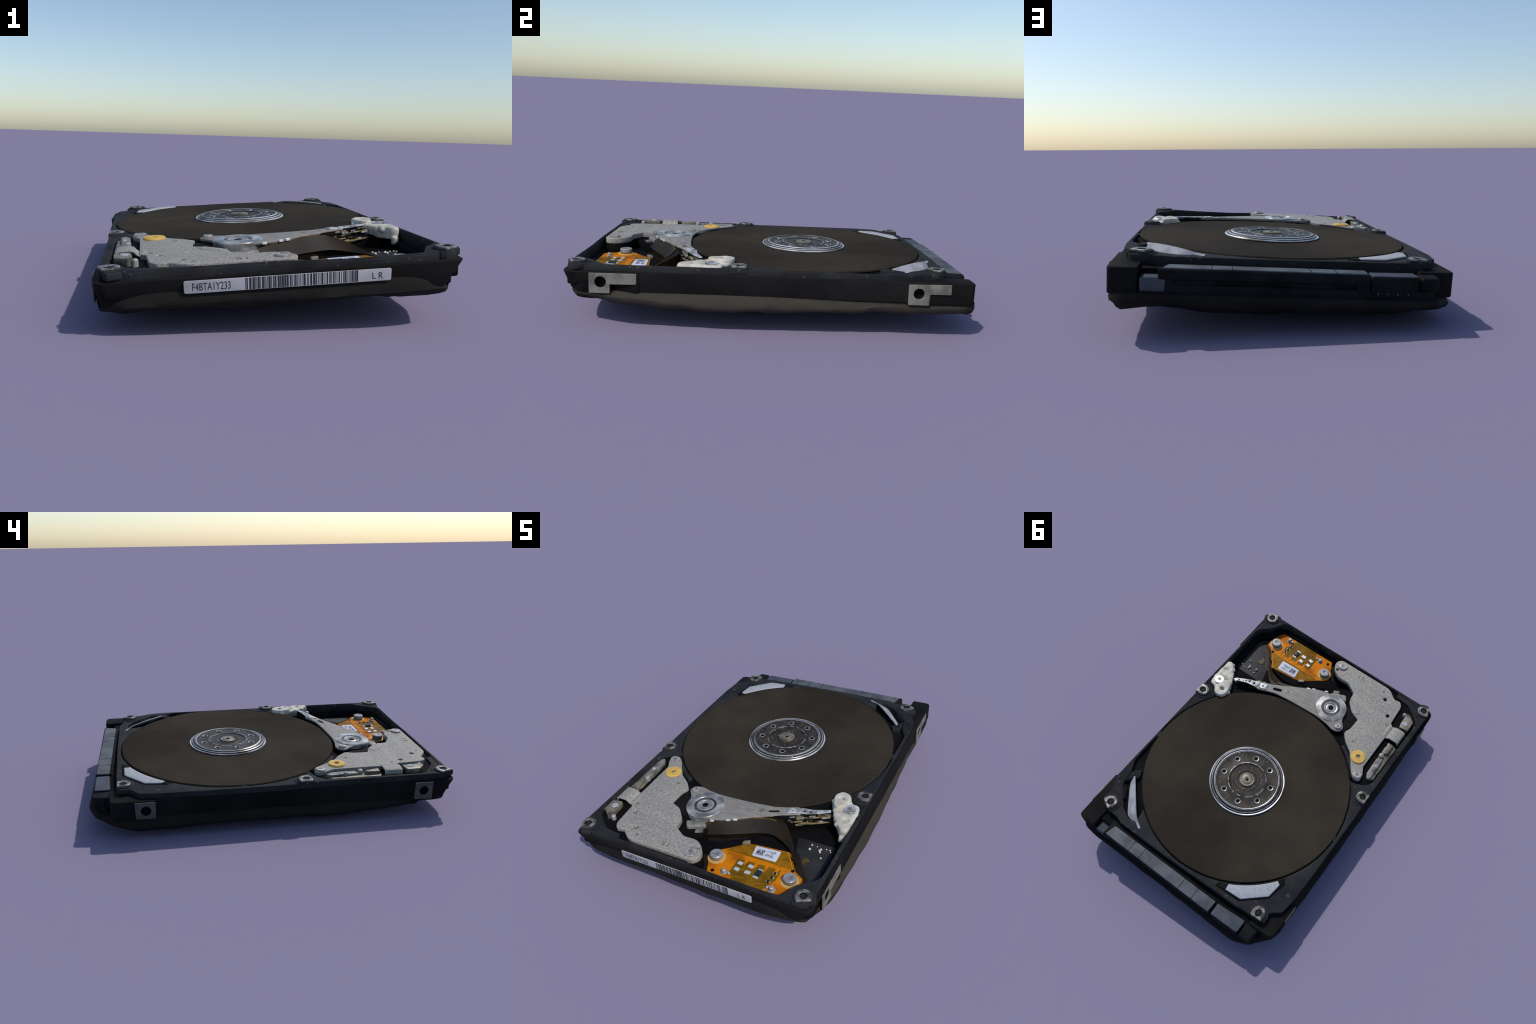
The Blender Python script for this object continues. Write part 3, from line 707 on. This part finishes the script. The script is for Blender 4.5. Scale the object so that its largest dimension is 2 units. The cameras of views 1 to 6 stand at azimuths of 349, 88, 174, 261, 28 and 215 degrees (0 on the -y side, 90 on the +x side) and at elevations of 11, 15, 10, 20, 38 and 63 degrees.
# ---- brown flexible ribbon: hugs the arm's front edge, then swings down to the board
rt = spline([(-0.085, -0.690, 0.258), (-0.02, -0.655, 0.273), (0.055, -0.616, 0.283), (0.145, -0.568, 0.285), (0.228, -0.532, 0.284), (0.290, -0.520, 0.275), (0.345, -0.538, 0.260), (0.390, -0.580, 0.240), (0.428, -0.628, 0.216)], 48)
rb = spline([(-0.070, -0.716, 0.220), (0.035, -0.684, 0.228), (0.128, -0.636, 0.227), (0.220, -0.588, 0.225), (0.290, -0.574, 0.224), (0.366, -0.598, 0.215), (0.425, -0.640, 0.208), (0.462, -0.690, 0.200)], 48)
finish(band(rt, rb, 0.005), "flex_ribbon", arm, M_RIBBON, 50)
back = spline([(-0.06, -0.64, 0.260), (0.05, -0.58, 0.282), (0.150, -0.51, 0.283), (0.25, -0.480, 0.278), (0.305, -0.487, 0.266), (0.355, -0.525, 0.250), (0.400, -0.575, 0.230), (0.436, -0.626, 0.208)], 48)
core = lofted([[a + Vector((0, 0, -0.004)), b + Vector((0, 0.004, 0)), Vector((b.x, b.y + 0.018, Z_FLOOR - 0.004)), Vector((c.x, c.y, Z_FLOOR - 0.004)), c] for a, b, c in zip(rt, rb, back)], closed_rows=True, cap=True)
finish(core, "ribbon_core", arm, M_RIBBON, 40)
slab("bay_slope", arm, M_PIT, [rounded([(-0.10, -0.74), (0.02, -0.72), (0.215, -0.610), (0.30, -0.60), (0.40, -0.63), (0.48, -0.70), (0.44, -0.68), (0.40, -0.645), (0.20, -0.665), (0.05, -0.79), (-0.02, -0.83)], 0.008)], Z_FLOOR - 0.004, 0.2070, 0.004)
rim_t = [p + Vector((0, -0.001, 0.0035)) for p in rt[2:30]]
rim_b = [p + Vector((0, -0.001, -0.004)) for p in rt[2:30]]
finish(band(rim_t, rim_b, 0.006), "ribbon_edge", arm, M_GOLDLINE, 50)
for x, y in [(-0.02, -0.664), (0.058, -0.626), (0.09, -0.608)]:
    slab("ribbon_solder", arm, M_SOLDER, [rounded([(x - 0.012, y - 0.008), (x + 0.010, y + 0.002), (x + 0.006, y + 0.010), (x - 0.014, y + 0.002)], 0.003)], 0.283, 0.2935, 0.002)

# ============================================================ parking ramp
ramp_parts = [extruded([rounded([(0.500, -0.235), (0.512, -0.300), (0.545, -0.365), (0.580, -0.415), (0.612, -0.462, 0.02), (0.652, -0.462, 0.02), (0.656, -0.300), (0.648, -0.250, 0.02), (0.600, -0.238, 0.02), (0.582, -0.208, 0.02), (0.558, -0.190, 0.03), (0.512, -0.196, 0.03)], 0.01)], 0.232, 0.281, 0.004),
              extruded([rounded([(0.495, -0.228), (0.508, -0.295), (0.540, -0.325), (0.572, -0.312, 0.02), (0.590, -0.238), (0.580, -0.200, 0.03), (0.545, -0.186, 0.03), (0.508, -0.196, 0.03)], 0.015), circle(0.541, -0.243, 0.015, 24, 0.012)], 0.268, 0.3045, 0.009),
              extruded([rounded([(0.520, -0.320), (0.548, -0.378), (0.582, -0.420), (0.610, -0.458, 0.03), (0.650, -0.456, 0.03), (0.648, -0.340, 0.02), (0.590, -0.330)], 0.015), circle(0.616, -0.383, 0.018, 24, 0.014)], 0.266, 0.2895, 0.007),
              extruded([rounded([(0.570, -0.330), (0.580, -0.250), (0.640, -0.247, 0.02), (0.650, -0.34, 0.02)], 0.015)], 0.25, 0.2840, 0.005),
              extruded([rounded([(0.606, -0.455), (0.616, -0.482), (0.638, -0.480), (0.643, -0.455)], 0.008)], 0.210, 0.245, 0.005)]
# drooping lumps that copy scan smears on the side facing the heads
for k in range(6):
    x0, y0 = 0.502 + 0.016 * k, -0.255 - 0.033 * k
    d = 0.240 + 0.010 * (k % 3)
    ramp_parts.append(moved(lathed([(0, d), (0.010, d + 0.004), (0.016, 0.27), (0.013, 0.284), (0, 0.288)], 14), (x0, y0, 0)))
ramp_me = modified(joined(ramp_parts), REMESH=dict(mode="VOXEL", voxel_size=0.0042), SMOOTH=dict(factor=0.5, iterations=4))
for v in ramp_me.vertices:
    v.co += v.normal * 0.003 * noise.noise(v.co * 38)
ramp = finish(ramp_me, "parking_ramp", drive, M_RAMP, 70)
screw(ramp, 0.606, -0.297, 0.281, 1.15, 0.4, M_CHROME)

# =========================================================== flex circuit
Z_FX = 0.208
FLEX = rounded([(0.112, -0.952, 0.01), (0.095, -0.915), (0.075, -0.875, 0.02), (0.044, -0.835, 0.02), (0.040, -0.790, 0.02), (0.105, -0.743), (0.190, -0.668, 0.006), (0.240, -0.656), (0.385, -0.642), (0.414, -0.640, 0.006),
                (0.485, -0.740), (0.552, -0.778, 0.008), (0.556, -0.834, 0.02), (0.530, -0.905, 0.02), (0.505, -0.940, 0.02), (0.440, -0.956)], 0.01, 4)
flex = slab("flex_circuit", drive, M_ORANGE, [FLEX], Z_FX - 0.020, Z_FX, 0.0015)
slab("flex_base", flex, M_OLIVE, [rounded([(0.11, -0.955), (0.07, -0.88), (0.10, -0.74), (0.19, -0.660), (0.42, -0.632), (0.495, -0.74), (0.55, -0.79), (0.52, -0.955)], 0.02)], Z_FLOOR - 0.002, Z_FX - 0.004, 0.002)
UP = rounded([(0.112, -0.749), (0.188, -0.673), (0.240, -0.661), (0.385, -0.648), (0.411, -0.646), (0.482, -0.746)], 0.004, 3)
slab("flex_fold", flex, M_AMBER, [UP], Z_FX - 0.004, Z_FX + 0.0010, 0.0005)
# olive solder-mask window with orange fingers reaching into it
WIN = [(0.200, -0.782), (0.432, -0.770), (0.438, -0.843), (0.425, -0.862), (0.400, -0.925), (0.385, -0.950), (0.235, -0.950), (0.228, -0.905), (0.200, -0.880)]
slab("solder_mask", flex, M_OLIVE, [rounded(WIN, 0.004)], Z_FX - 0.004, Z_FX + 0.0012, 0.0005)
fingers = []
for x in (0.228, 0.285, 0.342, 0.398):
    fingers.append(extruded([rounded([(x + 0.006, -0.764), (x + 0.026, -0.763), (x + 0.024, -0.812), (x + 0.010, -0.808)], 0.003)], Z_FX, Z_FX + 0.0022))
finish(joined(fingers), "copper_finger", flex, M_ORANGE, 0, True)
traces = []
for pts in [[(0.225, -0.905), (0.262, -0.893), (0.290, -0.895), (0.300, -0.945)], [(0.340, -0.950), (0.345, -0.912), (0.372, -0.890), (0.405, -0.885)], [(0.365, -0.952), (0.372, -0.922), (0.395, -0.900), (0.420, -0.905)],
            [(0.246, -0.845), (0.30, -0.842), (0.335, -0.85)]]:
    c = spline([(x, y, Z_FX + 0.002) for x, y in pts], 14)
    traces.append(band([p + Vector((0, 0.0012, 0)) for p in c], [p - Vector((0, 0.0012, 0)) for p in c], 0.0016))
finish(joined(traces), "copper_trace", flex, M_PRINT, 0, True)
pad = None
for x, y, w, h in [(0.224, -0.809, 0.028, 0.022), (0.227, -0.851, 0.030, 0.022), (0.284, -0.808, 0.030, 0.022), (0.287, -0.850, 0.032, 0.022), (0.341, -0.812, 0.028, 0.013), (0.338, -0.862, 0.030, 0.014),
                   (0.416, -0.802, 0.022, 0.010), (0.412, -0.833, 0.022, 0.010), (0.408, -0.863, 0.022, 0.010)]:
    if pad is None:
        pad = finish(extruded([rounded([(-0.5, -0.4, 0.1), (0.45, -0.5, 0.1), (0.5, 0.42, 0.1), (-0.42, 0.5, 0.1)], 0.1)], -0.001, 0.003, 0.0), "solder_pad", flex, M_SOLDER, 30)
        pad.location, pad.scale = (x, y, Z_FX + 0.001), (w, h, 1)
    else:
        copy_of(pad, (x, y, Z_FX + 0.001), rng.uniform(-0.12, 0.12), (w, h, 1))
slab("chip_capacitor", flex, M_GREEN, [rounded([(0.326, -0.856), (0.353, -0.856), (0.355, -0.818), (0.328, -0.818)], 0.003)], Z_FX, Z_FX + 0.012, 0.002)
chip = None
for x, y in [(0.416, -0.802), (0.412, -0.833), (0.408, -0.863)]:
    if chip is None:
        chip = slab("chip_resistor", flex, M_HOLE, [rounded([(-0.006, -0.006), (0.006, -0.006), (0.006, 0.006), (-0.006, 0.006)], 0.001)], Z_FX, Z_FX + 0.0065, 0.001)
        chip.location = (x, y, 0)
    else:
        copy_of(chip, (x, y, 0))
# tall bolts through the flex circuit
bolt_me = lathed([(0.026, 0.205), (0.026, 0.216), (0.033, 0.217), (0.0335, 0.234), (0.029, 0.238), (0.012, 0.2385), (0.009, 0.2365), (0, 0.2365)], 40)
b1 = finish(bolt_me, "hex_bolt", flex, M_BOLT, 35)
b1.location = (0.091, -0.818, 0.0)
copy_of(b1, (0.503, -0.818, 0.0), 0.4)
ring = finish(lathed([(0.030, 0.206), (0.030, 0.2105), (0.046, 0.2105), (0.048, 0.206)], 40), "bolt_washer", flex, M_CREAM, 30)
ring.location = (0.091, -0.818, 0)
copy_of(ring, (0.503, -0.818, 0))
post = None
for x, y, s in [(0.177, -0.892, 0.9), (0.423, -0.899, 0.7), (0.446, -0.902, 1.0), (0.205, -0.893, 0.6)]:
    if post is None:
        post = finish(lathed([(0.020, 0.206), (0.020, 0.210), (0.013, 0.214), (0.013, 0.226), (0.009, 0.230), (0, 0.2305)], 24), "terminal_post", flex, M_SILVER, 35)
        post.location, post.scale = (x, y, 0.2 * (1 - s)), (s, s, s)
    else:
        copy_of(post, (x, y, 0.2 * (1 - s)), 0, s)
slab("tooling_hole_disc", flex, M_HOLE, [circle(0.487, -0.751, 0.009, 20)], Z_FX, Z_FX + 0.0014, 0)  # dark raised discs stand in for punched holes
slab("tooling_hole_disc", flex, M_HOLE, [circle(0.118, -0.905, 0.010, 20)], Z_FX, Z_FX + 0.0014, 0)
slab("lifted_corner", flex, M_BRONZE, [rounded([(0.168, -0.690), (0.205, -0.668), (0.196, -0.648), (0.165, -0.668)], 0.004)], Z_FX - 0.01, Z_FX + 0.014, 0.004)
sticker = slab("board_sticker", flex, M_WHITE, [rounded([(0.250, -0.736), (0.383, -0.731), (0.377, -0.655), (0.238, -0.666)], 0.008)], Z_FX, Z_FX + 0.0026, 0.0008)
lettering("sticker_print", sticker, M_INK, "11AJ9", 0.026, 0.0008, Matrix.Translation((0.309, -0.690, Z_FX + 0.0026)) @ Matrix.Rotation(0.04, 4, "Z"), 0.80)
lettering("sticker_print", sticker, M_INK, "SPRBL", 0.026, 0.0008, Matrix.Translation((0.309, -0.717, Z_FX + 0.0026)) @ Matrix.Rotation(0.04, 4, "Z"), 0.74)
M_SMUDGE = material("printed_block", srgb(60, 62, 70), srgb(150, 152, 160), scale=130, spread=(0.47, 0.53), rough=0.8)
slab("printed_block", sticker, M_SMUDGE, [[(0.262, -0.722), (0.302, -0.720), (0.300, -0.680), (0.259, -0.682)]], Z_FX + 0.002, Z_FX + 0.0031, 0)
for txt, x, y, s, a in [("0A5", 0.175, -0.700, 0.018, 0.05), ("0LE-11A", 0.165, -0.718, 0.016, 0.05), ("07N26CU0", 0.146, -0.738, 0.017, 0.05), ("GKX0G", 0.395, -0.715, 0.015, 0.0), ("YQTTC A", 0.390, -0.737, 0.017, 0.0), ("1A", 0.398, -0.690, 0.014, 0.0)]:
    lettering("flex_print", flex, M_PRINT, txt, s, 0.0008, Matrix.Translation((x, y, Z_FX + 0.0012)) @ Matrix.Rotation(a, 4, "Z"), 0.75)
lettering("flex_print", flex, M_AMBER, "ZR-4", 0.018, 0.0008, Matrix.Translation((0.125, -0.775, Z_FX + 0.0004)), 0.8)
# dark film tongue from the flex circuit to the bay floor, loose beads
slab("film_tongue", flex, M_RIBBON, [rounded([(0.40, -0.600), (0.455, -0.610), (0.505, -0.690), (0.580, -0.770), (0.560, -0.790), (0.490, -0.740), (0.44, -0.66)], 0.02)], Z_FLOOR - 0.001, Z_FLOOR + 0.004, 0.001)
floor_pan = slab("bay_floor", drive, M_FLOOR, [rounded([(0.40, -0.500), (0.655, -0.500), (0.655, -0.790), (0.56, -0.84), (0.45, -0.65)], 0.02)], Z_FLOOR - 0.004, Z_FLOOR + 0.002, 0.001)
bead = finish(lathed([(0, -0.007), (0.005, -0.005), (0.007, 0), (0.005, 0.005), (0, 0.007)], 12), "loose_bead", floor_pan, M_BEAD, 80)
spots = [(0.493, -0.564), (0.492, -0.531), (0.522, -0.532), (0.542, -0.554), (0.547, -0.544), (0.549, -0.563), (0.573, -0.533), (0.592, -0.532), (0.570, -0.601), (0.60, -0.545)]
bead.location = (*spots[0], Z_FLOOR + 0.008)
for x, y in spots[1:]:
    copy_of(bead, (x, y, Z_FLOOR + 0.007), rng.uniform(0, 6), rng.uniform(0.5, 1.0))
slab("adhesive_residue", floor_pan, M_GOLDLINE, [rounded([(0.480, -0.632), (0.505, -0.622), (0.530, -0.640), (0.512, -0.655), (0.520, -0.680), (0.495, -0.668)], 0.008)], Z_FLOOR, Z_FLOOR + 0.0045, 0.001)

# ============================================================ front label
FRONT = Matrix(((1, 0, 0, 0), (0, 0, -1, 0), (0, 1, 0, 0), (0, 0, 0, 1)))  # (x, z) sketch to the front face
lab = extruded([rounded([(-0.375, 0.1885), (0.388, 0.186), (0.390, 0.2325), (-0.376, 0.2345)], 0.008)], 0, 0.004, 0.001)
lab.transform(FRONT)
lab.transform(Matrix.Translation((0, -0.9925, 0)))
label = finish(lab, "barcode_label", drive, M_PAPER)
FY = Matrix.Translation((0, -0.9965, 0)) @ FRONT
lettering("label_print", label, M_INK, "F4BTA1Y233", 0.039, 0.0012, FY @ Matrix.Translation((-0.348, 0.1975, 0)), 0.66)
lettering("label_print", label, M_INK, "L R", 0.034, 0.0012, FY @ Matrix.Translation((0.313, 0.196, 0)), 0.92)
bars, x = [], -0.158
while x < 0.262:
    w = rng.choice([0.0022, 0.0022, 0.0044, 0.0066])
    bars.append(extruded([[(x, 0.1895), (x + w, 0.1895), (x + w, 0.2325), (x, 0.2325)]], -0.0006, 0.0006))
    x += w + rng.choice([0.0022, 0.0022, 0.0044, 0.0055])
bm_ = joined(bars)
bm_.transform(FY)
finish(bm_, "label_bar", label, M_INK, 0, True)

# lowest point of the drive rests on the ground
bpy.context.view_layer.update()
